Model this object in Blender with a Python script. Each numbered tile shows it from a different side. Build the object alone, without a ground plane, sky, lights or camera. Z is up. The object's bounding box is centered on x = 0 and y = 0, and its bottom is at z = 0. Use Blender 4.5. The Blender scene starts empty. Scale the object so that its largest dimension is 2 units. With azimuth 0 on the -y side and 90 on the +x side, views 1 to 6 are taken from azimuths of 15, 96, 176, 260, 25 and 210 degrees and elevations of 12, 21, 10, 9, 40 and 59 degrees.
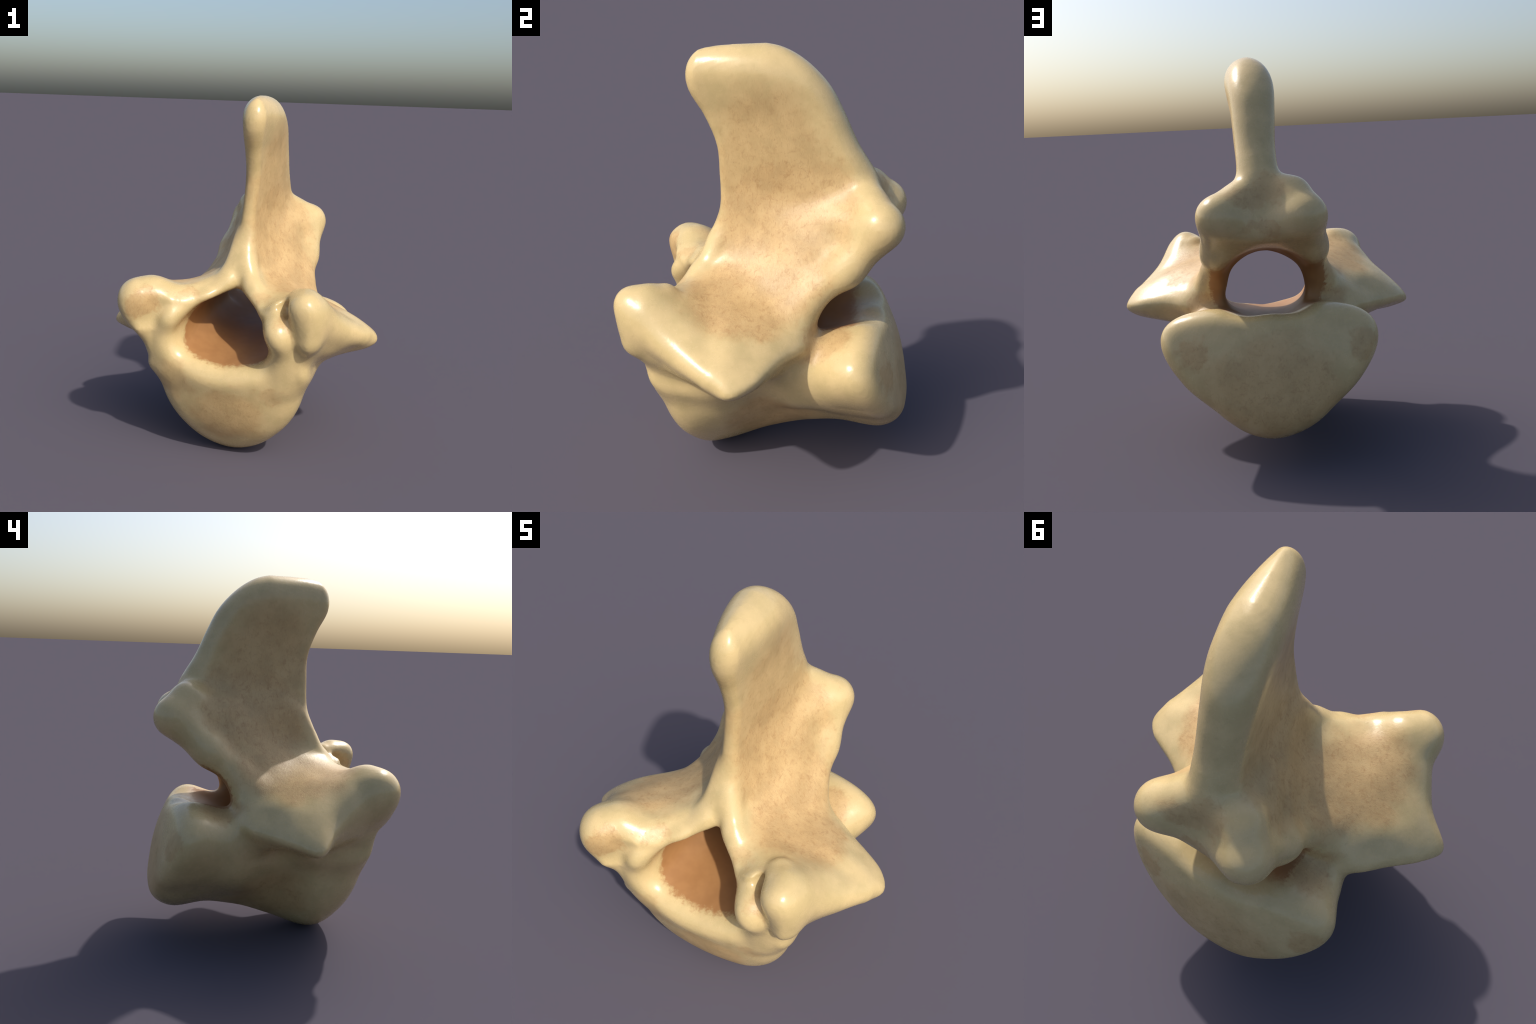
"""A dried thoracic vertebra: heart-shaped body, vertebral canal, tall forward-leaning
spinous process, two transverse processes and four articular processes.
The bone is one smooth surface (blended rounded solids polygonised once), then
separated by region into its anatomical parts."""
import bpy, math
import numpy as np
from mathutils import Vector

H = 0.0105                      # sampling step of the surface, metres
F = np.float32

# ------------------------------------------------------------------ solids
def smin(a, b, k):
    h = np.maximum(k - np.abs(a - b), 0) / k
    return np.minimum(a, b) - h * h * k * 0.25

def smax(a, b, k):
    return -smin(-a, -b, k)

def V(*p):
    return np.array(p, F)

def rod(a, b, ra, rb):
    """rounded tapering rod from a to b"""
    a, b = V(*a), V(*b)
    ab = b - a
    L2 = float(ab @ ab) + 1e-9
    def f(P):
        t = np.clip(((P - a) @ ab) / L2, 0, 1)
        return np.linalg.norm(P - a - t[..., None] * ab, axis=-1) - (ra + (rb - ra) * t)
    m = max(ra, rb)
    return f, np.minimum(a, b) - m, np.maximum(a, b) + m

def sheet(a, b, c, ra, rb, rc):
    """rounded triangular sheet of bone, its half thickness varying corner to corner"""
    a, b, c = V(*a), V(*b), V(*c)
    ab, ac = b - a, c - a
    d00, d01, d11 = ab @ ab, ab @ ac, ac @ ac
    den = d00 * d11 - d01 * d01
    edges = [(a, b, ra, rb), (b, c, rb, rc), (c, a, rc, ra)]
    def f(P):
        q = P - a
        d20, d21 = q @ ab, q @ ac
        v = (d11 * d20 - d01 * d21) / den
        w = (d00 * d21 - d01 * d20) / den
        inside = (v >= 0) & (w >= 0) & (v + w <= 1)
        foot = v[..., None] * ab + w[..., None] * ac
        d = np.where(inside, np.linalg.norm(q - foot, axis=-1) - (ra + v * (rb - ra) + w * (rc - ra)), 9).astype(F)
        for p, r_, rp, rr in edges:
            e = r_ - p
            t = np.clip(((P - p) @ e) / float(e @ e), 0, 1)
            d = np.minimum(d, np.linalg.norm(P - p - t[..., None] * e, axis=-1) - (rp + (rr - rp) * t))
        return d
    m = max(ra, rb, rc)
    return f, np.minimum(np.minimum(a, b), c) - m, np.maximum(np.maximum(a, b), c) + m

def ball(c, r, turn=0.0):
    """ellipsoid with radii r, turned about z by `turn` degrees"""
    c, r = V(*c), V(*r)
    co, si = math.cos(math.radians(turn)), math.sin(math.radians(turn))
    def f(P):
        q = P - c
        x = q[..., 0] * co + q[..., 1] * si
        y = -q[..., 0] * si + q[..., 1] * co
        q = np.stack([x, y, q[..., 2]], -1)
        k0 = np.linalg.norm(q / r, axis=-1)
        k1 = np.linalg.norm(q / (r * r), axis=-1) + 1e-6
        return k0 * (k0 - 1) / k1
    m = float(r.max())
    return f, c - m, c + m

def catmull(xs, ys, x):
    """smooth monotone-ish interpolation (cubic Hermite) of ys over xs"""
    xs, ys = np.asarray(xs, float), np.asarray(ys, float)
    m = np.gradient(ys, xs, axis=0)
    x = np.clip(x, xs[0], xs[-1])
    i = np.clip(np.searchsorted(xs, x, 'right') - 1, 0, len(xs) - 2)
    h = xs[i + 1] - xs[i]
    t = (x - xs[i]) / h
    if ys.ndim > 1:
        h, t = h[:, None], t[:, None]
    return ((2*t**3 - 3*t**2 + 1) * ys[i] + (t**3 - 2*t**2 + t) * h * m[i]
            + (-2*t**3 + 3*t**2) * ys[i+1] + (t**3 - t**2) * h * m[i+1])

def polar_loft(stations):
    """tube along y; each station is (y, cx, cz, radii at evenly spaced angles from +x towards +z)"""
    ys = [s[0] for s in stations]
    n = len(stations[0][3])
    table_y = np.linspace(ys[0], ys[-1], 96)
    rows = catmull(ys, [[s[1], s[2]] + list(s[3]) for s in stations], table_y)
    ang = np.linspace(0, 2 * math.pi, 181)
    knots = np.arange(-2, n + 3) * (2 * math.pi / n)
    rad = np.array([catmull(knots, np.r_[r[2:][-2:], r[2:], r[2:][:3]], ang) for r in rows])
    for _ in range(8):          # soften the knots
        rad[:, 1:-1] = (rad[:, :-2] + 2 * rad[:, 1:-1] + rad[:, 2:]) / 4
    def f(P):
        ty = np.clip((P[..., 1] - ys[0]) / (ys[-1] - ys[0]) * 95, 0, 94.999)
        i = ty.astype(int); u = ty - i
        cx = rows[i, 0] * (1 - u) + rows[i + 1, 0] * u
        cz = rows[i, 1] * (1 - u) + rows[i + 1, 1] * u
        dx, dz = P[..., 0] - cx, P[..., 2] - cz
        th = (np.arctan2(dz, dx) % (2 * math.pi)) / (2 * math.pi) * 180
        j = np.clip(th.astype(int), 0, 179); w = th - j
        R = ((rad[i, j] * (1 - w) + rad[i, j + 1] * w) * (1 - u)
             + (rad[i + 1, j] * (1 - w) + rad[i + 1, j + 1] * w) * u)
        return ((np.hypot(dx, dz) - R) * 0.92).astype(F)
    return f

def blade_loft(stations):
    """upright blade; stations (z, y_front, y_back, r_front, r_back, x_front, x_back)
    give a tapering rounded section at each height"""
    zs = [s[0] for s in stations]
    tz = np.linspace(zs[0], zs[-1], 160)
    rows = catmull(zs, [s[1:] for s in stations], tz)
    def f(P):
        t = np.clip((P[..., 2] - zs[0]) / (zs[-1] - zs[0]) * 159, 0, 158.999)
        i = t.astype(int); u = (t - i)[..., None]
        r = rows[i] * (1 - u) + rows[i + 1] * u
        yf, yb, rf, rb, xf, xb = [r[..., k] for k in range(6)]
        ay, by = yf + rf, yb - rb
        by = np.maximum(by, ay + 0.01)
        ex, ey = xb - xf, by - ay
        s = np.clip(((P[..., 0] - xf) * ex + (P[..., 1] - ay) * ey) / (ex * ex + ey * ey), 0, 1)
        ss = s * s * (3 - 2 * s)
        rr = rf + (rb - rf) * (0.7 * s + 0.3 * ss) + np.interp(P[..., 2], [1.1, 1.4, 1.7, 1.9], [0, .012, .014, .018]) * np.sin(np.pi * s)
        d = np.hypot(P[..., 0] - xf - s * ex, P[..., 1] - ay - s * ey) - rr
        return (d * 0.95).astype(F)
    return f

# ------------------------------------------------------------------ anatomy
# vertebral body: radii every 22.5 degrees from +x through +z
BODY = [
    (-0.70, 0.02, 0.42, [.36, .39, .37, .30, .22, .30, .38, .40, .36, .34, .34, .35, .38, .36, .35, .35]),
    (-0.42, 0.02, 0.42, [.42, .445, .41, .31, .23, .31, .42, .45, .41, .39, .39, .41, .432, .415, .39, .40]),
    (-0.24, 0.02, 0.42, [.40, .43, .40, .32, .25, .32, .40, .42, .385, .385, .395, .412, .42, .375, .35, .365]),
    (-0.04, 0.02, 0.42, [.31, .36, .38, .33, .27, .33, .38, .37, .32, .28, .295, .325, .355, .30, .265, .27]),
    ( 0.12, 0.03, 0.42, [.375, .43, .36, .30, .27, .31, .365, .435, .38, .31, .27, .275, .31, .27, .255, .265]),
    ( 0.20, 0.035, 0.43, [.39, .47, .385, .29, .26, .30, .395, .49, .43, .335, .28, .28, .305, .275, .26, .28]),
    ( 0.32, 0.04, 0.44, [.42, .55, .43, .315, .26, .32, .435, .54, .44, .33, .285, .28, .30, .28, .275, .31]),
    ( 0.48, 0.04, 0.45, [.46, .61, .47, .345, .32, .345, .47, .60, .475, .355, .32, .315, .325, .31, .305, .34]),
    ( 0.72, 0.04, 0.45, [.45, .60, .46, .345, .32, .345, .46, .59, .465, .355, .32, .315, .325, .31, .305, .34]),
]
FRONT_FACE = [(-.1, -.26), (0, -.35), (.1, -.42), (.2, -.483), (.3, -.525), (.4, -.555), (.5, -.585), (.6, -.59), (.8, -.54)]
BACK_FACE = [(-.1, .40), (.05, .52), (.12, .58), (.2, .63), (.3, .655), (.4, .65), (.5, .635), (.6, .61), (.7, .57), (.8, .51), (.95, .36)]
def smooth_profile(pairs):
    z = np.linspace(pairs[0][0], pairs[-1][0], 60)
    y = catmull(*zip(*pairs), z)
    return lambda v: np.interp(v, z, y)
def body_solid():
    tube = polar_loft(BODY)
    face_f, face_b = smooth_profile(FRONT_FACE), smooth_profile(BACK_FACE)
    def f(P):
        x, y, z = P[..., 0], P[..., 1], P[..., 2]
        d = tube(P)
        front = face_f(z) + 0.105 * ((x - 0.02) / 0.5)**2 - 0.025 * x
        d = smax(d, (front - y) * 0.85, 0.09)
        back = face_b(z) - 0.105 * ((x + 0.03) / 0.5)**2
        return smax(d, (y - back) * 0.9, 0.10).astype(F)
    return f, V(-.75, -.75, -.1), V(.75, .75, .95)

# vertebral canal, carved out
CANAL = [
    (-0.90, 0.00, 0.64, [.36, .28, .26, .24, .24, .24, .26, .28, .36, .27, .18, .15, .145, .15, .18, .27]),
    (-0.55, 0.00, 0.70, [.255, .24, .225, .21, .21, .21, .23, .25, .27, .235, .17, .145, .14, .145, .175, .245]),
    (-0.30, 0.01, 0.765, [.25, .215, .185, .17, .17, .17, .185, .21, .24, .245, .21, .18, .17, .18, .225, .27]),
    ( 0.00, 0.02, 0.81, [.215, .205, .185, .175, .175, .175, .18, .20, .215, .22, .205, .18, .17, .18, .21, .235]),
    ( 0.30, 0.03, 0.87, [.205, .195, .18, .17, .165, .17, .18, .195, .205, .225, .21, .19, .18, .19, .215, .235]),
    ( 0.52, 0.03, 0.93, [.25, .235, .205, .18, .17, .18, .205, .235, .25, .265, .23, .18, .155, .18, .23, .265]),
    ( 0.90, 0.04, 1.05, [.38, .36, .31, .24, .20, .24, .31, .36, .38, .40, .34, .29, .27, .29, .34, .40]),
]

# spinous process and roof of the arch
BLADE = [  # z, y_front, y_back, r_front, r_back, x_front, x_back
    (0.70, -0.10, 0.25, .10, .24, .02, .03),
    (0.85, -0.20, 0.28, .07, .24, .02, .03),
    (0.98, -0.27, 0.36, .055, .22, .02, .035),
    (1.10, -0.265, 0.44, .045, .19, .03, .04),
    (1.22, -0.24, 0.48, .042, .165, .033, .042),
    (1.32, -0.232, 0.505, .040, .13, .042, .04),
    (1.42, -0.23, 0.482, .040, .105, .052, .05),
    (1.55, -0.232, 0.41, .042, .10, .063, .053),
    (1.70, -0.285, 0.34, .048, .106, .072, .052),
    (1.82, -0.345, 0.28, .06, .114, .084, .052),
    (1.90, -0.355, 0.23, .068, .118, .09, .053),
    (2.06, -0.34, 0.13, .072, .12, .095, .055),
]
def blade_solid():
    b = blade_loft(BLADE)
    def f(P):
        x, y, z = P[..., 0], P[..., 1], P[..., 2]
        crest = 2.003 - 0.50 * np.maximum(y - 0.0, 0)**1.3 - 0.6 * np.maximum(-y - 0.2, 0)**2 - 1.0 * (x - .07)**2
        return smax(b(P), (z - crest) * 0.9, 0.13).astype(F)
    return f, V(-.4, -.45, .70), V(.45, .75, 2.05)

# neural arch with the transverse processes: outer sections, each side from the roof
# (midline, top) down to the flank of the body, one station per y
ARCH = [
  # y       right side (+x)                                                left side (-x)
  (-0.62, [(.04,.88),(.11,.88),(.19,.89),(.29,.94),(.45,1.02),(.55,.96),(.565,.86),(.53,.74),(.46,.65),(.42,.52)],
          [(-.08,.88),(-.19,.88),(-.32,.91),(-.44,.95),(-.52,.93),(-.55,.86),(-.53,.77),(-.47,.68),(-.42,.60),(-.38,.50)]),
  (-0.50, [(.04,.91),(.11,.90),(.19,.91),(.29,.955),(.45,1.035),(.555,.97),(.585,.86),(.55,.73),(.48,.62),(.43,.50)],
          [(-.08,.92),(-.19,.93),(-.32,.97),(-.46,.99),(-.555,.955),(-.585,.87),(-.55,.76),(-.47,.67),(-.42,.58),(-.38,.48)]),
  (-0.36, [(.04,1.02),(.12,.99),(.22,.97),(.34,.97),(.46,.96),(.565,.91),(.64,.77),(.60,.67),(.48,.58),(.42,.48)],
          [(-.05,1.0),(-.14,.99),(-.26,.97),(-.38,.97),(-.51,.95),(-.59,.88),(-.61,.78),(-.55,.66),(-.45,.58),(-.38,.46)]),
  (-0.25, [(.055,1.16),(.11,1.06),(.20,.99),(.33,.94),(.48,.90),(.615,.84),(.70,.745),(.65,.655),(.51,.565),(.38,.45)],
          [(-.02,1.16),(-.085,1.05),(-.20,.99),(-.32,.955),(-.48,.92),(-.62,.835),(-.675,.715),(-.61,.63),(-.48,.56),(-.36,.45)]),
  (-0.135, [(.06,1.24),(.11,1.11),(.20,1.01),(.33,.93),(.50,.88),(.69,.795),(.787,.71),(.745,.645),(.51,.57),(.34,.44)],
          [(-.01,1.24),(-.06,1.10),(-.16,1.01),(-.28,.95),(-.45,.895),(-.65,.80),(-.788,.655),(-.72,.60),(-.49,.55),(-.33,.44)]),
  (-0.03, [(.06,1.26),(.12,1.13),(.22,1.02),(.33,.92),(.47,.86),(.62,.79),(.735,.715),(.66,.65),(.44,.57),(.29,.44)],
          [(-.01,1.26),(-.07,1.12),(-.17,1.02),(-.28,.94),(-.42,.875),(-.59,.80),(-.735,.67),(-.62,.61),(-.37,.57),(-.27,.44)]),
  ( 0.09, [(.06,1.26),(.19,1.13),(.26,1.02),(.32,.93),(.40,.85),(.48,.80),(.55,.735),(.47,.66),(.38,.55),(.31,.45)],
          [(-.02,1.26),(-.13,1.13),(-.20,1.02),(-.27,.94),(-.37,.86),(-.48,.78),(-.59,.68),(-.50,.605),(-.38,.53),(-.30,.45)]),
  ( 0.22, [(.06,1.26),(.24,1.12),(.30,1.0),(.33,.92),(.36,.84),(.385,.78),(.40,.72),(.37,.65),(.34,.55),(.31,.45)],
          [(-.02,1.26),(-.18,1.12),(-.24,1.0),(-.27,.92),(-.32,.84),(-.39,.76),(-.445,.69),(-.39,.62),(-.35,.55),(-.30,.45)]),
]
def arch_solid():
    cx, cz = 0.03, 0.78
    ys = [s[0] for s in ARCH]
    loops = np.array([[p for p in s[1]] + [(.03, .38)] + [p for p in s[2]][::-1] for s in ARCH])
    ty = np.linspace(ys[0], ys[-1], 120)
    flat = catmull(ys, loops.reshape(len(ARCH), -1), ty).reshape(len(ty), -1, 2)
    ang = np.linspace(-math.pi, math.pi, 361)
    rad = np.zeros((len(ty), 361))
    for i, L in enumerate(flat):
        # densify the closed loop smoothly, then read it as radius over angle
        n = len(L); k = np.arange(-2, n + 3)
        c = catmull(k, L[k % n], np.linspace(0, n, 400, endpoint=False))
        th = np.arctan2(c[:, 1] - cz, c[:, 0] - cx); r = np.hypot(c[:, 0] - cx, c[:, 1] - cz)
        o = np.argsort(th); th, r = th[o], r[o]
        rad[i] = np.interp(ang, np.r_[th - 2*math.pi, th, th + 2*math.pi], np.r_[r, r, r])
    slope = np.gradient(rad, ang, axis=1) / rad
    norm = 1 / np.sqrt(1 + slope**2)
    for _ in range(6):
        norm = (np.roll(norm, 1, 1) + norm + np.roll(norm, -1, 1)) / 3
    def f(P):
        x, y, z = P[..., 0], P[..., 1], P[..., 2]
        t = np.clip((y - ys[0]) / (ys[-1] - ys[0]) * 119, 0, 118.999)
        i = t.astype(int); u = t - i
        dx, dz = x - cx, z - cz
        a = (np.arctan2(dz, dx) + math.pi) / (2 * math.pi) * 360
        j = np.clip(a.astype(int), 0, 359); w = a - j
        def look(T):
            return ((T[i, j] * (1 - w) + T[i, j + 1] * w) * (1 - u)
                    + (T[i + 1, j] * (1 - w) + T[i + 1, j + 1] * w) * u)
        d = (np.hypot(dx, dz) - look(rad)) * look(norm)
        off = np.abs(x - 0.02)
        front = np.interp(off, [0, .22, .30, .40, .47, .6], [-.30, -.50, -.55, -.57, -.615, -.615]) + 0.30 * np.maximum(0.74 - z, 0) - 0.03 * x
        d = smax(d, (front - y) * 0.75, 0.09)
        d = smax(d, y - 0.21, 0.08)
        return smax(d, 0.42 - z, 0.10).astype(F)
    return f, V(-.85, -.72, .38), V(.85, .30, 1.3)

SOLIDS = []                     # (part, solid, blend radius)
def add(part, solid, k=0.05):
    SOLIDS.append((part, solid, k))

add('vertebral_body', body_solid(), 0.05)
add('spinous_process', blade_solid(), 0.06)
add('neural_arch', arch_solid(), 0.105)

# hollow beside the right cranial process, open to the front
add('', sheet((.355, -.52, .935), (.39, -.575, .77), (.35, -.80, .88), .042, .04, .07), .07)
# shallow facet on the left cranial lobe
add('', ball((-.385, -.64, .87), (.11, .10, .10)), .06)

# each side is placed by itself (the bone is a little askew)
# right (+x)
add('articular_process', rod((.06, -.25, 1.10), (.12, -.335, .965), .04, .04), .05)
add('articular_process', rod((.12, -.335, .965), (.20, -.44, .84), .042, .052), .05)
add('articular_process', rod((.20, -.44, .84), (.31, -.555, .775), .045, .085), .05)
add('articular_process', rod((.31, -.555, .775), (.33, -.46, .62), .085, .08), .08)
add('articular_process.001', rod((.40, -.445, .97), (.458, -.58, .945), .045, .063), .04)
add('articular_process.001', rod((.458, -.58, .945), (.475, -.565, .79), .063, .06), .05)
add('articular_process.001', rod((.47, -.545, .885), (.71, -.22, .725), .052, .03), .09)
# left (-x)
add('articular_process.003', rod((.03, -.25, 1.08), (-.03, -.315, .985), .04, .04), .05)
add('articular_process.003', rod((-.03, -.315, .985), (-.12, -.40, .88), .042, .05), .05)
add('articular_process.003', rod((-.12, -.40, .88), (-.265, -.51, .78), .05, .062), .05)
add('articular_process.003', rod((-.265, -.51, .78), (-.31, -.45, .62), .06, .07), .07)
add('articular_process.004', rod((-.42, -.46, .91), (-.475, -.51, .89), .085, .095), .08)
# caudal articular processes: the back wall of the arch and its two corners
UR, UL, LR, LL = (.252, .495, 1.23), (-.152, .533, 1.225), (.268, .35, 1.04), (-.197, .35, 1.05)
SR, SL = (.16, .45, 1.29), (-.105, .46, 1.315)
for tag, U, L, S, sx in (('articular_process.002', UR, LR, SR, .08), ('articular_process.005', UL, LL, SL, -.02)):
    add(tag, sheet(U, L, (sx, .17, 1.18), .075, .06, .07), .09)
    add(tag, sheet(U, S, (sx - .02, .25, 1.25), .075, .068, .07), .08)
    add(tag, sheet(U, L, (.04, .45, 1.14), .082, .052, .10), .07)
    add(tag, rod(U, L, .076, .058), .03)
    add(tag, sheet(U, S, (.05, .42, 1.18), .08, .075, .10), .05)
    add(tag, sheet(S, (.05, .39, 1.35), (.05, .42, 1.18), .075, .085, .10), .05)
add('articular_process.002', rod(LR, (.31, .12, .84), .054, .06), .09)
add('articular_process.005', rod(LL, (-.265, .12, .84), .054, .06), .09)

def ripple(P):
    """small unevenness of real bone"""
    rng = np.random.default_rng(7)
    out = np.zeros(P.shape[:-1], F)
    for amp, freq, n in ((.0022, 9, 6), (.0010, 22, 7)):
        for _ in range(n):
            w = rng.normal(size=3); w *= freq / np.linalg.norm(w)
            out += (amp / n**.5) * np.sin(P @ w.astype(F) + F(rng.uniform(0, 6.28)))
    return out

# ------------------------------------------------------------------ sampling
lo, hi = np.array([-.87, -.76, -.09]), np.array([.88, .76, 2.08])
N = np.ceil((hi - lo) / H).astype(int) + 1
AX = [np.arange(N[k]).astype(F) * F(H) + F(lo[k]) for k in range(3)]
D = np.full(N, 0.5, F)

def window(bmin, bmax, pad):
    s = []
    for k in range(3):
        a = int(np.clip((bmin[k] - pad - lo[k]) / H, 0, N[k] - 1))
        b = int(np.clip((bmax[k] + pad - lo[k]) / H + 2, a + 1, N[k]))
        s.append(slice(a, b))
    return tuple(s)

def points(s):
    return np.stack(np.meshgrid(AX[0][s[0]], AX[1][s[1]], AX[2][s[2]], indexing='ij'), -1)

for part, (f, a, b), k in SOLIDS:
    s = window(a, b, k + 0.06)
    g = f(points(s)).astype(F)
    D[s] = smin(D[s], g, k) if part else smax(D[s], -g, k)      # no part name: a hollow
s = window(V(-.5, -.76, .3), V(.5, .76, 1.4), 0)
D[s] = smax(D[s], -polar_loft(CANAL)(points(s)), np.interp(AX[1][s[1]], [-.62, -.4], [.11, .045]).astype(F)[None, :, None])
full = tuple(slice(0, n) for n in N)
D += ripple(points(full))

# ------------------------------------------------------------------ surface
def polygonise(D):
    """one vertex per crossed cell, one quad per crossed grid edge"""
    inside = D < 0
    cells = np.zeros(np.array(D.shape) - 1, np.int8)
    acc = np.zeros(cells.shape + (3,), F); cnt = np.zeros(cells.shape, F)
    def sub(A, o):
        return A[tuple(slice(o[k], A.shape[k] - 1 + o[k]) for k in range(3))]
    for ax in range(3):
        for u in (0, 1):
            for v in (0, 1):
                o0 = [0, 0, 0]; o0[(ax + 1) % 3] = u; o0[(ax + 2) % 3] = v
                o1 = list(o0); o1[ax] = 1
                a, b = sub(D, o0), sub(D, o1)
                c = (a < 0) != (b < 0)
                t = np.where(c, a / np.where(c, a - b, 1), 0)
                for k in range(3):
                    acc[..., k] += np.where(c, t if k == ax else o0[k], 0)
                cnt += c
    act = cnt > 0
    ids = np.full(cells.shape, -1, np.int64)
    ids[act] = np.arange(act.sum())
    base = np.argwhere(act).astype(F)
    verts = (base + acc[act] / cnt[act][:, None]) * F(H) + lo.astype(F)
    quads = []
    for ax in range(3):
        u, v = (ax + 1) % 3, (ax + 2) % 3
        s0 = [slice(None)] * 3; s1 = [slice(None)] * 3
        s0[ax] = slice(0, -1); s1[ax] = slice(1, None)
        for q in (s0, s1):
            q[u] = slice(1, -1); q[v] = slice(1, -1)
        a, b = inside[tuple(s0)], inside[tuple(s1)]
        e = np.argwhere(a != b)
        e[:, u] += 1; e[:, v] += 1
        flip = ~a[a != b]
        def cell(du, dv):
            c = e.copy(); c[:, u] -= du; c[:, v] -= dv
            return ids[c[:, 0], c[:, 1], c[:, 2]]
        q = np.stack([cell(1, 1), cell(0, 1), cell(0, 0), cell(1, 0)], 1)
        q[flip] = q[flip][:, ::-1]
        quads.append(q)
    return verts, np.concatenate(quads)

def relax(verts, quads, rounds):
    e = np.concatenate([quads[:, [i, (i + 1) % 4]] for i in range(4)])
    for lam in [0.5, -0.52] * rounds:
        s = np.zeros_like(verts); n = np.zeros(len(verts), F)
        np.add.at(s, e[:, 0], verts[e[:, 1]]); np.add.at(n, e[:, 0], 1)
        verts = verts + lam * (s / n[:, None] - verts)
    return verts

verts, quads = polygonise(D)
verts = relax(verts, quads, 3)

# keep the largest connected piece only
lab = np.arange(len(verts))
e = np.concatenate([quads[:, [i, (i + 1) % 4]] for i in range(4)])
for _ in range(400):
    new = lab.copy()
    np.minimum.at(new, e[:, 0], lab[e[:, 1]]); np.minimum.at(new, e[:, 1], lab[e[:, 0]])
    new = new[new]
    if (new == lab).all():
        break
    lab = new
main = np.bincount(lab).argmax()
keep = lab == main
remap = np.cumsum(keep) - 1
quads = remap[quads[keep[quads[:, 0]]]]
verts = verts[keep]





# vertex normals of the whole bone
fn = np.cross(verts[quads[:, 2]] - verts[quads[:, 0]], verts[quads[:, 3]] - verts[quads[:, 1]])
vn = np.zeros_like(verts)
for i in range(4):
    np.add.at(vn, quads[:, i], fn)
vn /= np.linalg.norm(vn, axis=1)[:, None] + 1e-12

# ------------------------------------------------------------------ parts
names = sorted({p for p, _, _ in SOLIDS if p})
centre = verts[quads].mean(1)
best = np.full(len(centre), 9, F); owner = np.zeros(len(centre), int)
for part, (f, a, b), k in SOLIDS:
    if not part:
        continue
    d = f(centre)
    if part == 'spinous_process':
        d = d + 0.25 * np.maximum(1.12 - centre[:, 2], 0)
    if part == 'neural_arch':
        d = d - 0.012
    m = d < best
    best[m] = d[m]; owner[m] = names.index(part)
side = (owner == names.index('neural_arch')) & (centre[:, 2] > 0.56)
owner[side & (centre[:, 0] > 0.40)] = len(names)
owner[side & (centre[:, 0] < -0.36)] = len(names) + 1
names += ['transverse_process', 'transverse_process.001']
roof = (owner == names.index('spinous_process')) & (centre[:, 2] < 1.14)
owner[roof] = names.index('neural_arch')

# ------------------------------------------------------------------ material
# stained (rougher, brown) areas: centre, radii, strength; everything else is polished cream
STAINS = [
    ((.05, .05, 1.20), (.60, .29, .36), .95),      # flanks of the spinous process
    ((.05, .01, 1.50), (.60, .26, .36), .7),
    ((.05, .27, 1.30), (.60, .14, .22), .8),
    ((.37, -.09, .96), (.27, .30, .19), 1.0),      # bowl above the right transverse process
    ((-.36, -.10, .97), (.28, .30, .19), .95),      # and the left
    ((.26, .12, 1.02), (.16, .16, .22), .9),
    ((-.20, .10, 1.02), (.16, .16, .22), .9),
    ((.03, -.52, .27), (.22, .20, .17), .75),      # front face
    ((.28, -.48, .42), (.10, .12, .07), .6),
    ((-.25, -.52, .45), (.12, .12, .10), .5),
    ((.05, .66, .44), (.40, .15, .27), .7),        # back face
    ((.43, .56, .60), (.08, .12, .10), .8),        # dimples of its corners
    ((-.40, .58, .60), (.08, .12, .09), .7),
    ((.02, -.02, .28), (.48, .26, .22), .8),       # waist of the body
    ((.33, .24, .72), (.14, .16, .09), .9),        # notch behind the pedicle
    ((-.30, .26, .72), (.14, .16, .09), .9),
    ((-.42, -.60, .88), (.10, .10, .08), .9),      # facet of the left cranial lobe
    ((-.25, -.46, .93), (.14, .06, .035), .6),
    ((.37, -.52, .86), (.06, .10, .12), .8),       # hollow of the right one
    ((.05, .54, 1.33), (.16, .10, .07), .7),       # shelf under the spine
    ((.05, .52, 1.17), (.10, .10, .035), .7),
    ((.22, -.42, .93), (.08, .05, .06), .6),
]

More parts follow.
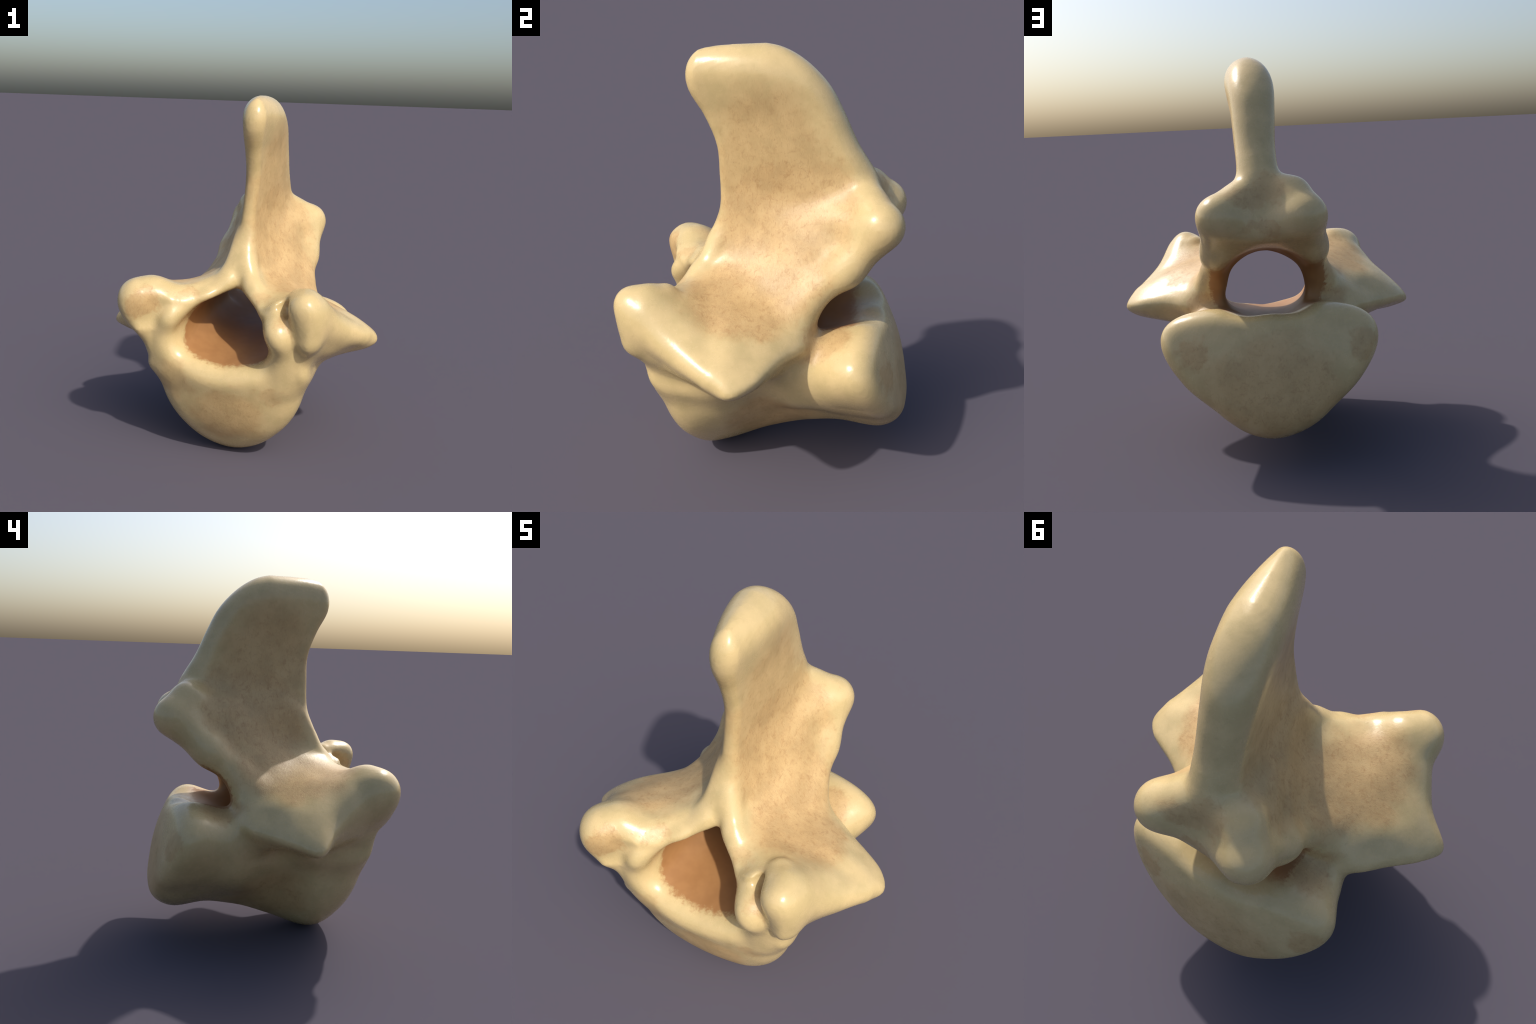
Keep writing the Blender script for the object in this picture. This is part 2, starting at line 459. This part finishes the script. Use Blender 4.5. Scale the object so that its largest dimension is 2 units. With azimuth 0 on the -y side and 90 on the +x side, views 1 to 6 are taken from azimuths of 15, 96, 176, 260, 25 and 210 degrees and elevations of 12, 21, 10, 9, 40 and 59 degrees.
def bone_material():
    m = bpy.data.materials.new('dry_bone'); m.use_nodes = True
    nt = m.node_tree; nd = nt.nodes; ln = nt.links
    bsdf = nd['Principled BSDF']
    def put(sock, v):
        if isinstance(v, bpy.types.NodeSocket):
            ln.new(v, sock)
        else:
            sock.default_value = v
    def math_(op, a, b=0.0, clamp=False):
        n = nd.new('ShaderNodeMath'); n.operation = op; n.use_clamp = clamp
        put(n.inputs[0], a); put(n.inputs[1], b); return n.outputs[0]
    def vec(op, a, b, out=0):
        n = nd.new('ShaderNodeVectorMath'); n.operation = op
        put(n.inputs[0], a); put(n.inputs[1], b); return n.outputs[out]
    def noise(p, scale, detail=6, rough=.55, warp=0.0, out=0):
        n = nd.new('ShaderNodeTexNoise'); ln.new(p, n.inputs['Vector'])
        n.inputs['Scale'].default_value = scale; n.inputs['Detail'].default_value = detail
        n.inputs['Roughness'].default_value = rough; n.inputs['Distortion'].default_value = warp
        return n.outputs[out]
    def ramp(v, lo_, hi_, a=0.0, b=1.0):
        n = nd.new('ShaderNodeMapRange'); n.interpolation_type = 'SMOOTHSTEP'
        put(n.inputs['Value'], v)
        for key, val in (('From Min', lo_), ('From Max', hi_), ('To Min', a), ('To Max', b)):
            put(n.inputs[key], val)
        return n.outputs[0]
    def mix(f, a, b):
        n = nd.new('ShaderNodeMix'); n.data_type = 'RGBA'
        put(n.inputs[0], f); put(n.inputs[6], a); put(n.inputs[7], b); return n.outputs[2]

    P = nd.new('ShaderNodeTexCoord').outputs['Object']
    # wobble the outlines of the stains, coarsely and finely
    w1 = vec('SUBTRACT', noise(P, 7, 3, out=1), (.5, .5, .5))
    w2 = vec('SUBTRACT', noise(P, 45, 5, .65, out=1), (.5, .5, .5))
    Q = vec('ADD', P, vec('ADD', vec('MULTIPLY', w1, (.20,) * 3), vec('MULTIPLY', w2, (.085,) * 3)))
    stain = 0.0
    for c, r, k in STAINS:
        d = vec('LENGTH', vec('DIVIDE', vec('SUBTRACT', Q, c), r), (0, 0, 0), 1)
        stain = math_('MAXIMUM', stain, ramp(d, 1.2, .72, 0.0, k))
    # keep the sharp front edge of the spine and the arch cream
    grain_dir = vec('MULTIPLY', P, (1.0, 1.6, .55))
    blotch = noise(P, 9, 6, .6)
    mottle = noise(P, 30, 9, .68, .6)
    streak = noise(grain_dir, 70, 7, .6, 1.2)
    speck = noise(P, 120, 4, .6)

    cream = mix(ramp(blotch, .35, .68), (.61, .46, .225, 1), (.535, .41, .195, 1))
    cream = mix(ramp(mottle, .56, .74, 0, .45), cream, (.44, .32, .145, 1))
    cream = mix(ramp(speck, .68, .76, 0, .4), cream, (.34, .23, .10, 1))
    brown = mix(ramp(blotch, .38, .66), (.535, .35, .155, 1), (.46, .305, .135, 1))
    brown = mix(ramp(mottle, .50, .68, 0, .7), brown, (.39, .23, .092, 1))
    brown = mix(ramp(streak, .54, .68, 0, .55), brown, (.36, .205, .08, 1))
    brown = mix(ramp(streak, .46, .34, 0, .35), brown, (.56, .40, .20, 1))
    brown = mix(ramp(speck, .62, .72, 0, .5), brown, (.28, .15, .06, 1))
    patch = ramp(math_('ADD', math_('MULTIPLY', mottle, .35), blotch), .42, .70, .72, 1.0)
    col = mix(math_('MULTIPLY', stain, patch), cream, brown)

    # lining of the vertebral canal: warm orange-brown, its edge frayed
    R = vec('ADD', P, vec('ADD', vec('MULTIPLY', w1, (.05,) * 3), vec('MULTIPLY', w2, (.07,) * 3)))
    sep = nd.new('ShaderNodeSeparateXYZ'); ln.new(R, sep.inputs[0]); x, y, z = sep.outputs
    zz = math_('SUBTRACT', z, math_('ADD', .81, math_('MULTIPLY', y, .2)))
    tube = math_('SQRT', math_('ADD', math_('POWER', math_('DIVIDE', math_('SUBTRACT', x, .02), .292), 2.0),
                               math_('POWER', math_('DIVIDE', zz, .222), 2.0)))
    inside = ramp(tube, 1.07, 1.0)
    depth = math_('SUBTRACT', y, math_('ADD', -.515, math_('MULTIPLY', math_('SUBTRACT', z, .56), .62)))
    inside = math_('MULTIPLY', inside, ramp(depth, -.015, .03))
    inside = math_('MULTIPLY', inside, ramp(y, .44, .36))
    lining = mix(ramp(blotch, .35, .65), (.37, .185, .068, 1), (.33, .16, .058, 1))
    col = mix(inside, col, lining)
    ln.new(col, bsdf.inputs['Base Color'])

    rough = math_('ADD', .25, math_('MULTIPLY', stain, .24))
    rough = math_('ADD', rough, math_('MULTIPLY', inside, .25))
    rough = math_('ADD', rough, math_('MULTIPLY', ramp(mottle, .4, .7), .06))
    ln.new(rough, bsdf.inputs['Roughness'])
    bsdf.inputs['IOR'].default_value = 1.5

    bump = nd.new('ShaderNodeBump'); bump.inputs['Strength'].default_value = .35
    bump.inputs['Distance'].default_value = .004
    h = math_('MULTIPLY', streak, math_('ADD', .15, math_('MULTIPLY', stain, .6)))
    h = math_('ADD', h, math_('MULTIPLY', noise(P, 16, 4), .6))
    ln.new(math_('MULTIPLY', h, math_('SUBTRACT', 1.0, math_('MULTIPLY', inside, .8))), bump.inputs['Height'])
    ln.new(bump.outputs[0], bsdf.inputs['Normal'])
    return m
MAT = bone_material()

root = bpy.data.objects.new('vertebra', None)
bpy.context.scene.collection.objects.link(root)
root['label'] = 'glossy cream and brown animal vertebra with tall spinous process'
root['category'] = 'bone'

for i, name in enumerate(names):
    q = quads[owner == i]
    if not len(q):
        continue
    used = np.unique(q)
    idx = np.full(len(verts), -1); idx[used] = np.arange(len(used))
    me = bpy.data.meshes.new(name.split('.')[0])
    me.from_pydata(verts[used].tolist(), [], idx[q].tolist())
    me.polygons.foreach_set('use_smooth', [True] * len(me.polygons))
    me.materials.append(MAT)
    me.normals_split_custom_set_from_vertices([tuple(n) for n in vn[used]])
    ob = bpy.data.objects.new(name.split('.')[0], me)
    ob.parent = root
    bpy.context.scene.collection.objects.link(ob)
